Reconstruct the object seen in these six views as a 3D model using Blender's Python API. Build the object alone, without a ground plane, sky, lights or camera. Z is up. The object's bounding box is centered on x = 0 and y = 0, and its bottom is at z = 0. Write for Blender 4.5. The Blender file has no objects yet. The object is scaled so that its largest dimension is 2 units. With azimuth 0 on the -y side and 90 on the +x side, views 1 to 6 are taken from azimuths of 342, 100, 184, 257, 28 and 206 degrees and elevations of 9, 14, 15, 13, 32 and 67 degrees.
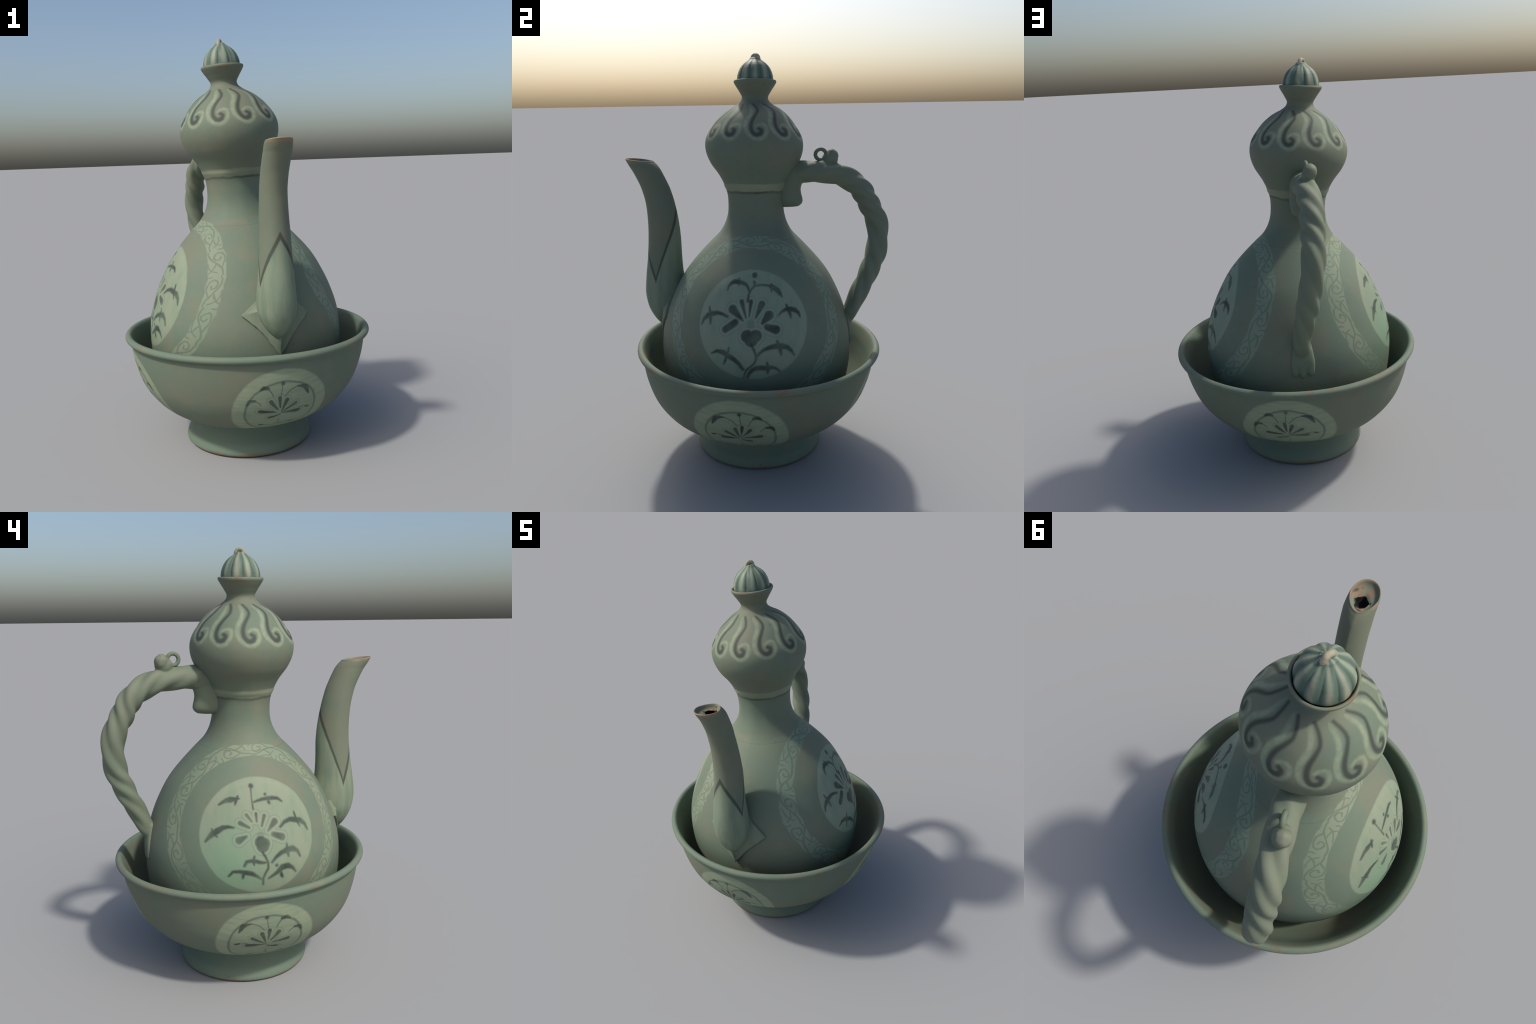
# Celadon wine ewer with a ribbed stopper, standing in its matching footed bowl.
import bpy, math, random
import numpy as np
from mathutils import Vector, Matrix, noise as mnoise

random.seed(7)
TAU = 2 * math.pi

# ----------------------------------------------------------------- helpers
def spline(xs, ys, q):
    """Smooth cubic curve through control points (non-uniform Catmull-Rom)."""
    x = np.asarray(xs, float); y = np.asarray(ys, float); q = np.asarray(q, float)
    d = np.diff(y) / np.diff(x)
    h = np.diff(x)
    m = np.concatenate([[d[0]], (d[1:] * h[:-1] + d[:-1] * h[1:]) / (x[2:] - x[:-2]), [d[-1]]])
    i = np.clip(np.searchsorted(x, q) - 1, 0, len(x) - 2)
    t = (q - x[i]) / h[i]; hh = h[i]
    return ((2*t**3 - 3*t**2 + 1) * y[i] + (t**3 - 2*t**2 + t) * hh * m[i]
            + (-2*t**3 + 3*t**2) * y[i+1] + (t**3 - t**2) * hh * m[i+1])

def curve_points(pts, n):
    """n points evenly spaced by length on a smooth curve through pts."""
    p = np.asarray(pts, float)
    s = np.concatenate([[0], np.cumsum(np.linalg.norm(np.diff(p, axis=0), axis=1))])
    fine = np.linspace(0, s[-1], n * 6)
    c = np.stack([spline(s, p[:, k], fine) for k in range(p.shape[1])], 1)
    L = np.concatenate([[0], np.cumsum(np.linalg.norm(np.diff(c, axis=0), axis=1))])
    q = np.linspace(0, L[-1], n)
    return np.stack([np.interp(q, L, c[:, k]) for k in range(p.shape[1])], 1)

def link(obj):
    bpy.context.scene.collection.objects.link(obj)
    return obj

def make_mesh(name, verts, faces, mats, smooth=True, normals=None, face_mat=None):
    me = bpy.data.meshes.new(name)
    me.from_pydata([tuple(v) for v in verts], [], [tuple(f) for f in faces])
    for m in mats:
        me.materials.append(m)
    me.polygons.foreach_set("use_smooth", [smooth] * len(me.polygons))
    if face_mat is not None:
        me.polygons.foreach_set("material_index", face_mat)
    me.update()
    if normals is not None:
        me.normals_split_custom_set_from_vertices([tuple(n) for n in normals])
    return link(bpy.data.objects.new(name, me))

def grid_faces(rows, cols, wrap=True):
    f = []
    for i in range(rows - 1):
        for j in range(cols if wrap else cols - 1):
            k = (j + 1) % cols
            f.append((i*cols + j, i*cols + k, (i+1)*cols + k, (i+1)*cols + j))
    return f

def split_regions(name_of, verts, faces, mats_of, region, face_mat=None):
    """One smooth surface cut into named parts that keep the whole surface's normals."""
    me = bpy.data.meshes.new("whole")
    me.from_pydata([tuple(v) for v in verts], [], faces)
    me.update()
    nrm = np.zeros(len(verts) * 3, dtype=np.float32)
    me.vertices.foreach_get("normal", nrm)
    nrm = nrm.reshape(-1, 3)
    bpy.data.meshes.remove(me)
    out = {}
    for r, nm in enumerate(name_of):
        ids = [i for i, g in enumerate(region) if g == r]
        used = sorted({v for i in ids for v in faces[i]})
        idx = {v: k for k, v in enumerate(used)}
        fm = [face_mat[i] for i in ids] if face_mat is not None else None
        out[nm] = make_mesh(nm, [verts[v] for v in used],
                            [[idx[v] for v in faces[i]] for i in ids],
                            mats_of[r], True, [nrm[v] for v in used], fm)
    return out

def thing(name, loc, label, category):
    e = link(bpy.data.objects.new(name, None))
    e.location = loc
    e.empty_display_size = 0.1
    e["label"] = label
    e["category"] = category
    return e

def attach(child, parent, parent_world):
    """Parent without moving: object coordinates stay scene coordinates."""
    child.parent = parent
    child.matrix_parent_inverse = parent_world.inverted()

# --------------------------------------------------------------- node maths
class Nodes:
    def __init__(self, name):
        self.mat = bpy.data.materials.new(name)
        self.mat.use_nodes = True
        self.t = self.mat.node_tree
        self.t.nodes.clear()
        tc = self.t.nodes.new("ShaderNodeTexCoord")
        self.P = tc.outputs["Object"]
    def _in(self, sock, v):
        if isinstance(v, bpy.types.NodeSocket):
            self.t.links.new(v, sock)
        elif v is not None:
            sock.default_value = v
    def m(self, op, a, b=None, c=None, clamp=False):
        n = self.t.nodes.new("ShaderNodeMath"); n.operation = op; n.use_clamp = clamp
        for s, v in zip(n.inputs, (a, b, c)):
            self._in(s, v)
        return n.outputs[0]
    def v(self, op, a, b=None, scale=None):
        n = self.t.nodes.new("ShaderNodeVectorMath"); n.operation = op
        self._in(n.inputs[0], a)
        if b is not None: self._in(n.inputs[1], b)
        if scale is not None: self._in(n.inputs["Scale"], scale)
        return n.outputs["Value"] if op in ("DOT_PRODUCT", "LENGTH", "DISTANCE") else n.outputs["Vector"]
    def clamp01(self, a):
        n = self.t.nodes.new("ShaderNodeClamp"); self._in(n.inputs[0], a)
        return n.outputs[0]
    def sep(self, a):
        n = self.t.nodes.new("ShaderNodeSeparateXYZ"); self._in(n.inputs[0], a)
        return n.outputs
    def comb(self, x=0.0, y=0.0, z=0.0):
        n = self.t.nodes.new("ShaderNodeCombineXYZ")
        for s, v in zip(n.inputs, (x, y, z)): self._in(s, v)
        return n.outputs[0]
    def step(self, x, lo, hi, a=0.0, b=1.0):
        """smooth step: a below lo, b above hi"""
        n = self.t.nodes.new("ShaderNodeMapRange"); n.interpolation_type = "SMOOTHSTEP"
        for s, v in zip(n.inputs, (x, lo, hi, a, b)): self._in(s, v)
        return n.outputs[0]
    def lin(self, x, lo, hi, a=0.0, b=1.0):
        n = self.t.nodes.new("ShaderNodeMapRange")
        for s, v in zip(n.inputs, (x, lo, hi, a, b)): self._in(s, v)
        return n.outputs[0]
    def noise(self, scale, detail=3.0, vec=None, stretch=None, rough=0.5):
        p = vec if vec is not None else self.P
        if stretch is not None:
            p = self.v("MULTIPLY", p, stretch)
        n = self.t.nodes.new("ShaderNodeTexNoise")
        self._in(n.inputs["Vector"], p)
        n.inputs["Scale"].default_value = scale
        n.inputs["Detail"].default_value = detail
        n.inputs["Roughness"].default_value = rough
        return n.outputs["Fac"] if "Fac" in n.outputs else n.outputs[0]
    def voronoi(self, scale):
        n = self.t.nodes.new("ShaderNodeTexVoronoi")
        self._in(n.inputs["Vector"], self.P)
        n.inputs["Scale"].default_value = scale
        return n.outputs["Distance"]
    def mix(self, fac, a, b):
        n = self.t.nodes.new("ShaderNodeMix"); n.data_type = "RGBA"
        self._in(n.inputs[0], fac)
        for s, v in zip((n.inputs[6], n.inputs[7]), (a, b)):
            self._in(s, v if isinstance(v, bpy.types.NodeSocket) else (*v, 1.0))
        return n.outputs[2]
    def stroke(self, p, D, pts, r0, r1=None, rm=None, smooth=1.5):
        """add a tapered brush stroke through 2D pts to the distance field D"""
        if len(pts) > 2:
            pts = curve_points(pts, max(len(pts) + 2, int(len(pts) * smooth)))
        pts = [(float(a), float(b), 0.0) for a, b in pts]
        n = len(pts)
        if r1 is None: r1 = r0
        if n == 1:
            return self.m("MINIMUM", D, self.m("SUBTRACT", self.v("DISTANCE", p, pts[0]), r0))
        for i in range(n - 1):
            a = Vector(pts[i]); b = Vector(pts[i + 1]); ba = b - a
            f0, f1 = i / (n - 1), (i + 1) / (n - 1)
            def rad(f):
                if rm is None: return r0 + (r1 - r0) * f
                return (r0 + (rm - r0) * (f / .6)) if f < .6 else (rm + (r1 - rm) * ((f - .6) / .4))
            ra, rb = rad(f0), rad(f1)
            pa = self.v("SUBTRACT", p, tuple(a))
            h = self.clamp01(self.v("DOT_PRODUCT", pa, tuple(ba / ba.length_squared)))
            q = self.v("SUBTRACT", pa, self.v("SCALE", tuple(ba), scale=h))
            d = self.m("MULTIPLY_ADD", h, -(rb - ra), self.v("LENGTH", q))
            D = self.m("MINIMUM", D, self.m("SUBTRACT", d, ra))
        return D
    def finish(self, color, rough=0.66, spec=0.25, bump=None, bump_dist=0.002):
        bs = self.t.nodes.new("ShaderNodeBsdfPrincipled")
        self._in(bs.inputs["Base Color"], color)
        self._in(bs.inputs["Roughness"], rough)
        bs.inputs["Specular IOR Level"].default_value = spec
        if bump is not None:
            b = self.t.nodes.new("ShaderNodeBump")
            b.inputs["Distance"].default_value = bump_dist
            b.inputs["Strength"].default_value = 0.5
            self._in(b.inputs["Height"], bump)
            self.t.links.new(b.outputs[0], bs.inputs["Normal"])
        o = self.t.nodes.new("ShaderNodeOutputMaterial")
        self.t.links.new(bs.outputs[0], o.inputs[0])
        return self.mat

# glaze colours (linear)
OLIVE = (0.142, 0.157, 0.110)
GREEN = (0.118, 0.158, 0.114)
TEAL = (0.105, 0.165, 0.122)
PALE = (0.210, 0.243, 0.172)
PALE_BLUE = (0.196, 0.240, 0.178)
INK = (0.031, 0.040, 0.034)
RUST = (0.190, 0.100, 0.052)

def glaze(N, green=0.5, seed=0.0):
    """Base celadon glaze: olive grey with drifting green patches and rare specks."""
    p = N.v("ADD", N.P, (seed, seed * 1.7, seed * 0.6))
    n1 = N.noise(2.6, 3.0, p)
    col = N.mix(N.step(n1, 0.55 - 0.4 * green, 0.80 - 0.4 * green), OLIVE, GREEN)
    n2 = N.noise(45.0, 4.0, p)
    col = N.mix(N.lin(n2, 0.3, 0.7, 0.0, 0.16), col, (0.18, 0.195, 0.145))
    n3 = N.noise(8.0, 4.0, N.v("ADD", p, (7.0, 0.0, 3.0)))
    col = N.mix(N.step(n3, .50, .72, 0.0, .40), col, (0.108, 0.160, 0.122))
    col = N.mix(N.step(n3, .28, .48, .45, 0.0), col, (0.170, 0.170, 0.115))
    vd = N.voronoi(17.0)
    sp = N.m("MULTIPLY", N.step(vd, 0.05, 0.09, 1.0, 0.0), N.step(N.noise(5.0, 1.0), 0.52, 0.6))
    col = N.mix(N.m("MULTIPLY", sp, 0.45), col, (0.07, 0.065, 0.045))
    return col

def scroll_cell(N, p):
    """One half period of the scrolling vine, in metres."""
    D = N.stroke(p, 1.0, [(-.002, -.022), (.02, -.026), (.05, -.018), (.085, .004), (.115, .02), (.147, .022)], .0026)
    D = N.stroke(p, D, [(.103, .013), (.078, .027), (.045, .028), (.02, .014), (.028, -.006), (.054, -.007), (.064, .008), (.047, .013)], .0024)
    D = N.stroke(p, D, [(.085, -.002), (.112, -.010), (.128, -.027)], .0022)
    D = N.stroke(p, D, [(.0, .012), (.006, .022), (.004, .034)], .0022)
    D = N.stroke(p, D, [(.128, .004), (.118, -.014), (.100, -.024), (.070, -.030)], .0020)
    return D

# ------------------------------------------------- ewer: axis and profile
AX_Z = [0, .35, .56, 1.24, 1.56, 1.78, 1.861, 2.05]
AX_X = [.004, -.010, -.0165, -.042, -.059, -.077, -.0825, -.095]
AX_Y = .003
AX_YZ = ([0, .60, .95, 1.22, 1.33, 1.42, 1.50, 1.58, 1.65, 1.72, 1.80, 2.05], [-.002, -.0015, .001, .003, .002, .001, -.001, -.003, -.003, .000, .002, .004])
_h = np.linspace(0, 2.05, 411)
_x = spline(AX_Z, AX_X, _h)
_x = np.convolve(np.pad(_x, 20, mode='reflect', reflect_type='odd'), np.ones(41) / 41, 'valid')
_s = np.gradient(_x, _h)
def axis_frame(h):
    """centre, sideways unit vector and tangent of the slightly leaning axis"""
    cx = np.interp(h, _h, _x); s = np.interp(h, _h, _s); n = math.sqrt(1 + s * s)
    return np.array([cx, np.interp(h, *AX_YZ), h]), np.array([1 / n, 0, -s / n]), np.array([s / n, 0, 1 / n])

PROFILE = [(.242, .372), (.27, .408), (.30, .434), (.40, .467), (.50, .481), (.58, .4815), (.66, .4735), (.75, .449), (.85, .408),
           (.95, .3515), (1.03, .2855), (1.09, .2285), (1.14, .180), (1.18, .1565), (1.23, .1410),
           (1.28, .1375), (1.335, .1425), (1.37, .1535), (1.42, .1785), (1.48, .2185), (1.54, .2395),
           (1.60, .2355), (1.66, .2015), (1.70, .169), (1.735, .127), (1.755, .093), (1.772, .072),
           (1.79, .0640), (1.82, .0775), (1.845, .0935), (1.860, .1025)]
PH = [p[0] for p in PROFILE]; PR = [p[1] for p in PROFILE]
def body_radius(h):
    return spline(PH, PR, h)
def body_point(h, th, out=0.0):
    c, e, t = axis_frame(h)
    r = float(body_radius(h)) + out
    return c + r * (math.cos(th) * e + math.sin(th) * np.array([0, 1, 0]))
def body_front(x, z, side=-1, out=0.0):
    """point of the body surface over the (x, z) place, seen along y, pushed out along the normal"""
    h = z
    for _ in range(8):
        c = axis_frame(h)[0]; r = float(body_radius(h))
        off = max(-.98, min(.98, (x - c[0]) / r))
        th = side * math.acos(off)
        P = body_point(h, th)
        h += z - P[2]
    du = body_point(h, th + .01) - P; dv = body_point(h + .01, th) - P
    n = np.cross(du, dv); n /= np.linalg.norm(n)
    return P + n * out, n

# ----------------------------------------------------------- ewer materials
FLOWER_EAST = dict(
    centre=(.368, .059, .789), middle=(.413, .059, .789), disc=.248, ring_centre=(.311, .050, .776), ring=(.348, .4165), pale=PALE_BLUE, strength=1.0,
    heart=[((-.018, -.040), .028), ((.023, -.038), .027), ((.003, -.058), .031)],
    petals=[([(-.054, .112), (-.026, .039)], .0110, .004), ([(-.008, .116), (-.012, .046)], .0100, .003),
            ([(.047, .105), (.020, .041)], .017, .005), ([(.083, .050), (.052, .016)], .023, .008),
            ([(-.092, .074), (-.039, .027)], .020, .005), ([(-.073, .017), (-.119, -.015)], .016, .015),
            ([(.072, -.001), (.112, -.015)], .014, .019)],
    sprays=[([(.005, -.078), (.026, -.117), (.029, -.140), (.015, -.169), (-.015, -.191), (-.030, -.238)], .0045, .003, None),
            ([(.029, -.134), (.054, -.104), (.091, -.087), (.135, -.086), (.168, -.099), (.193, -.134)], .003, .005, .0100),
            ([(.117, -.063), (.136, -.124)], .004, .003, .007),
            ([(-.012, -.228), (.003, -.199), (.038, -.180), (.071, -.183), (.104, -.178), (.133, -.201)], .007, .005, .0090),
            ([(.077, -.156), (.079, -.204)], .004, .003, .007),
            ([(-.033, -.189), (-.063, -.154), (-.105, -.129), (-.141, -.108), (-.181, -.124)], .006, .004, .0110),
            ([(-.100, -.094), (-.123, -.169)], .004, .004, .006),
            ([(.127, .046), (.153, .068), (.191, .069), (.222, .053), (.232, .027)], .003, .004, .0110),
            ([(.167, .094), (.187, .028)], .004, .003, .008),
            ([(-.112, .039), (-.152, .052), (-.191, .044), (-.223, .026), (-.239, -.007)], .003, .003, .0095),
            ([(-.210, .073), (-.193, .003)], .005, .003, .007),
            ([(-.024, .115), (-.021, .156), (.001, .188), (.047, .196), (.087, .190)], .0035, .003, None),
            ([(.087, .190), (.121, .170), (.148, .133)], .010, .004, .0100),
            ([(.089, .206), (.092, .159)], .005, .004, None),
            ([(-.022, .162), (-.038, .191), (-.073, .201), (-.106, .201), (-.128, .177), (-.131, .158)], .003, .003, .0100),
            ([(-.084, .225), (-.078, .182)], .004, .003, None),
            ([(.001, .188), (-.005, .216)], .005, .005, None), ([(-.003, .241)], .0130, .0130, None)])
FLOWER_WEST = dict(
    centre=(-.396, .009, .765), middle=(-.462, .009, .765), disc=.253, ring_centre=(-.360, .010, .770), ring=(.335, .403), pale=PALE, strength=.84,
    heart=[((-.001, -.017), .027), ((-.016, -.024), .026), ((-.009, -.033), .029)],
    petals=[([(.055, .104), (.034, .075)], .008, .005), ([(.010, .108), (.010, .074)], .007, .004),
            ([(-.028, .096), (-.012, .053)], .009, .005), ([(-.074, .065), (-.039, .030)], .016, .005),
            ([(.086, .068), (.047, .048)], .011, .006), ([(.093, -.005), (.060, .010)], .016, .006),
            ([(-.060, .012), (-.100, -.004)], .011, .015)],
    sprays=[([(.019, .235)], .0115, .0115, None), ([(.021, .223), (.023, .176), (.021, .130)], .003, .002, None),
            ([(.180, .149), (.150, .167), (.107, .176), (.083, .178)], .003, .006, .0110), ([(.085, .196), (.107, .144)], .004, .003, None),
            ([(.019, .159), (-.026, .170), (-.072, .171), (-.104, .167), (-.125, .150)], .0025, .003, .0085),
            ([(-.046, .191)], .006, .006, None), ([(-.058, .170), (-.064, .143)], .005, .003, None),
            ([(-.098, .039), (-.131, .062), (-.185, .056), (-.220, .041), (-.238, .003)], .004, .003, .0115),
            ([(-.179, .092), (-.197, .026)], .004, .003, .006),
            ([(.114, .048), (.153, .051), (.181, .036), (.209, .018), (.240, -.017)], .003, .003, .0125),
            ([(.216, .045), (.184, .003)], .005, .003, None),
            ([(-.046, -.106), (-.077, -.076), (-.120, -.060), (-.158, -.062), (-.181, -.099)], .004, .003, .0105),
            ([(-.119, -.036), (-.124, -.088)], .004, .003, .006),
            ([(-.028, -.176), (-.073, -.149), (-.098, -.129), (-.128, -.131), (-.156, -.162)], .003, .004, .0115),
            ([(-.085, -.147), (-.094, -.181)], .004, .003, None), ([(-.067, -.121)], .006, .006, None),
            ([(.077, -.112), (.068, -.096), (.041, -.093), (.001, -.105), (-.028, -.105)], .005, .004, .0065),
            ([(.032, -.069), (.036, -.116)], .005, .004, None),
            ([(.144, -.156), (.123, -.135), (.086, -.140), (.048, -.148), (.004, -.178)], .003, .004, .0090),
            ([(.075, -.135), (.087, -.171)], .004, .003, None),
            ([(-.006, -.062), (-.028, -.105), (-.027, -.133), (-.005, -.165), (-.002, -.199)], .004, .004, None)])

def chord(N, rho, depth):
    """distance along the bulging surface from the medallion's middle"""
    return N.m("SQRT", N.m("MAXIMUM", N.m("MULTIPLY_ADD", rho, rho, -depth * depth), 1e-6))

def flower_coords(N, c, mid):
    """2D place on the medallion: direction in the tangent plane, length = surface distance"""
    d = N.v("SUBTRACT", N.P, c)
    rho = N.v("LENGTH", d)
    L = N.v("DISTANCE", N.P, mid)
    f = N.v("MULTIPLY", d, (0, 1, 1))
    q = N.v("NORMALIZE", f)
    s = N.sep(q)
    return N.comb(N.m("MULTIPLY", s[1], L), N.m("MULTIPLY", s[2], L), 0.0), rho

def flower_fields(N, p, F, fine=1.0):
    D = N.m("ADD", 1.0, 0.0)
    for pts, r0, r1 in F["petals"]:
        D = N.stroke(p, D, pts, r0, r1)
    for c, r in F["heart"]:
        D = N.stroke(p, D, [c], r)
    S = N.m("ADD", 1.0, 0.0)
    for pts, r0, r1, rm in F["sprays"]:
        if len(pts) == 2 and rm is None and pts[0] != pts[1] and r0 >= .004:      # leaflet: pointed at both ends
            (ax, ay), (bx, by) = pts
            pts = [(ax * .88 + bx * .12, ay * .88 + by * .12), (ax * .5 + bx * .5 + .003, ay * .5 + by * .5), (ax * .1 + bx * .9, ay * .1 + by * .9)]
            r0, r1, rm = .0022, .0018, .0062
        elif rm is not None:
            r1 = min(r1, .0022)
            if len(pts) == 2:
                pts = [pts[0], ((pts[0][0] + pts[1][0]) / 2 + .003, (pts[0][1] + pts[1][1]) / 2), pts[1]]; r0 = .0025
        S = N.stroke(p, S, pts, r0 * fine, r1 * fine, rm and rm * 1.15)
    return D, S

def belly_material(name, F, seed):
    N = Nodes(name)
    col = glaze(N, 0.50, seed)
    # scroll band around the medallion
    d = N.v("SUBTRACT", N.P, F["ring_centre"])
    rho = N.v("LENGTH", d)
    s = N.sep(d)
    cells = 16.0
    ang = N.m("MULTIPLY", N.m("ARCTAN2", s[2], s[1]), cells / TAU)
    k = N.m("FLOOR", ang)
    u = N.m("MULTIPLY", N.m("SUBTRACT", ang, k), .145)
    flip = N.m("MULTIPLY_ADD", N.m("PINGPONG", k, 1.0), -2.0, 1.0)
    mid = sum(F["ring"]) / 2; half = (F["ring"][1] - F["ring"][0]) / 2
    across = N.m("MULTIPLY", N.m("SUBTRACT", rho, mid), .034 / half)
    wob = N.m("MULTIPLY", N.m("SUBTRACT", N.noise(13.0, 3.0), 0.5), .030)
    edge = N.m("ADD", N.m("ABSOLUTE", across), wob)
    band = N.step(edge, .031, .037, 1.0, 0.0)
    uw = N.m("ADD", u, N.m("MULTIPLY", wob, .7))
    vw = N.m("ADD", N.m("MULTIPLY", across, flip), wob)
    D = scroll_cell(N, N.comb(uw, vw, 0.0))
    lines = N.step(D, -.001, .0028, 1.0, 0.0)
    tint = N.noise(5.0, 2.0)
    pale = N.mix(N.step(tint, .35, .65), tuple(a * .96 for a in F["pale"]), tuple(a * b for a, b in zip(F["pale"], (.82, .90, .88))))
    pale = N.mix(N.m("MULTIPLY", lines, .58), pale, tuple(a * b for a, b in zip(GREEN, (.72, .74, .72))))
    col = N.mix(N.m("MULTIPLY", band, .95), col, pale)
    # thin dark line round the shoulder: a seam of the scan, not a joint
    c, e, t = axis_frame(1.116)
    hl = N.v("DOT_PRODUCT", N.v("SUBTRACT", N.P, tuple(c)), tuple(t))
    col = N.mix(N.step(N.m("ABSOLUTE", hl), .0004, .0020, .25, 0.0), col, (.05, .055, .045))
    # medallion
    p, rho = flower_coords(N, F["centre"], F["middle"])
    w2 = N.m("MULTIPLY", N.m("SUBTRACT", N.noise(7.0, 3.0), 0.5), .012)
    disc = N.step(N.m("ADD", rho, w2), F["disc"] - .005, F["disc"] + .004, 1.0, 0.0)
    brush = N.noise(9.0, 4.0, stretch=(1.0, 3.0, 1.0), rough=.6)
    pale = N.mix(N.step(brush, .35, .7), F["pale"], tuple(a * b for a, b in zip(F["pale"], (.84, .95, .92))))
    if F is FLOWER_WEST:   # a green run of glaze crosses this side
        run = N.step(N.m("ADD", N.v("DISTANCE", N.P, (-.43, .17, .60)), N.m("MULTIPLY", N.noise(4.0, 3.0), .2)), .12, .42, 1.0, 0.0)
        pale = N.mix(N.m("MULTIPLY", run, .85), pale, (.150, .245, .160))
        col = N.mix(N.m("MULTIPLY", run, .55), col, (.105, .160, .108))
    rim = N.step(rho, F["disc"] - .035, F["disc"] - .022)
    pale = N.mix(N.m("MULTIPLY", rim, .12), pale, (.28, .31, .22))
    D, S = flower_fields(N, p, F)
    outline = N.step(N.m("ABSOLUTE", N.m("SUBTRACT", D, .0125)), .0008, .0045, .27, 0.0)
    pale = N.mix(outline, pale, tuple(a * .62 for a in GREEN))
    lite = N.step(N.m("ABSOLUTE", N.m("SUBTRACT", D, .006)), .001, .006, .16, 0.0)
    pale = N.mix(lite, pale, (.28, .33, .24))
    vary = N.lin(N.noise(16.0, 3.0), .3, .7, .66, 1.0)
    ink = N.m("MULTIPLY", N.step(N.m("ADD", D, N.m("MULTIPLY", wob, .18)), -.006, .0055, 1.0, 0.0), vary)
    ink2 = N.m("MULTIPLY", N.step(N.m("ADD", S, N.m("MULTIPLY", wob, .14)), -.004, .0070, 1.0, 0.0), N.m("MULTIPLY", vary, 1.0))
    knot = N.step(N.v("DISTANCE", p, (-.002, .012, 0.0)), .010, .024, .45, 0.0)
    pale = N.mix(knot, pale, tuple(a * .75 for a in GREEN))
    pale = N.mix(N.m("MULTIPLY", ink, F["strength"]), pale, INK)
    pale = N.mix(ink2, pale, INK)
    col = N.mix(disc, col, pale)
    return N.finish(col)

def plain_material(name, green=.45, seed=0.0):
    N = Nodes(name)
    return N.finish(glaze(N, green, seed))

def neck_material(name):
    N = Nodes(name)
    col = glaze(N, .45, 3.0)
    d = N.v("SUBTRACT", N.P, (-.049, .003, 1.365))
    h = N.v("DOT_PRODUCT", d, (-.055, 0, .9985))
    h = N.m("ADD", h, N.m("MULTIPLY", N.m("SUBTRACT", N.noise(14.0, 3.0), .5), .02))
    band = N.step(N.m("ABSOLUTE", h), .013, .021, 1.0, 0.0)
    col = N.mix(N.m("MULTIPLY", band, N.lin(N.noise(6.0, 2.0), .3, .7, .35, .85)), col, (.240, .265, .178))
    dark = N.step(N.m("ABSOLUTE", N.m("ADD", h, .0245)), .002, .009, 1.0, 0.0)
    col = N.mix(N.m("MULTIPLY", dark, N.lin(N.noise(8.0, 2.0), .3, .7, .3, .9)), col, (.055, .062, .046))
    return N.finish(col)

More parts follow.
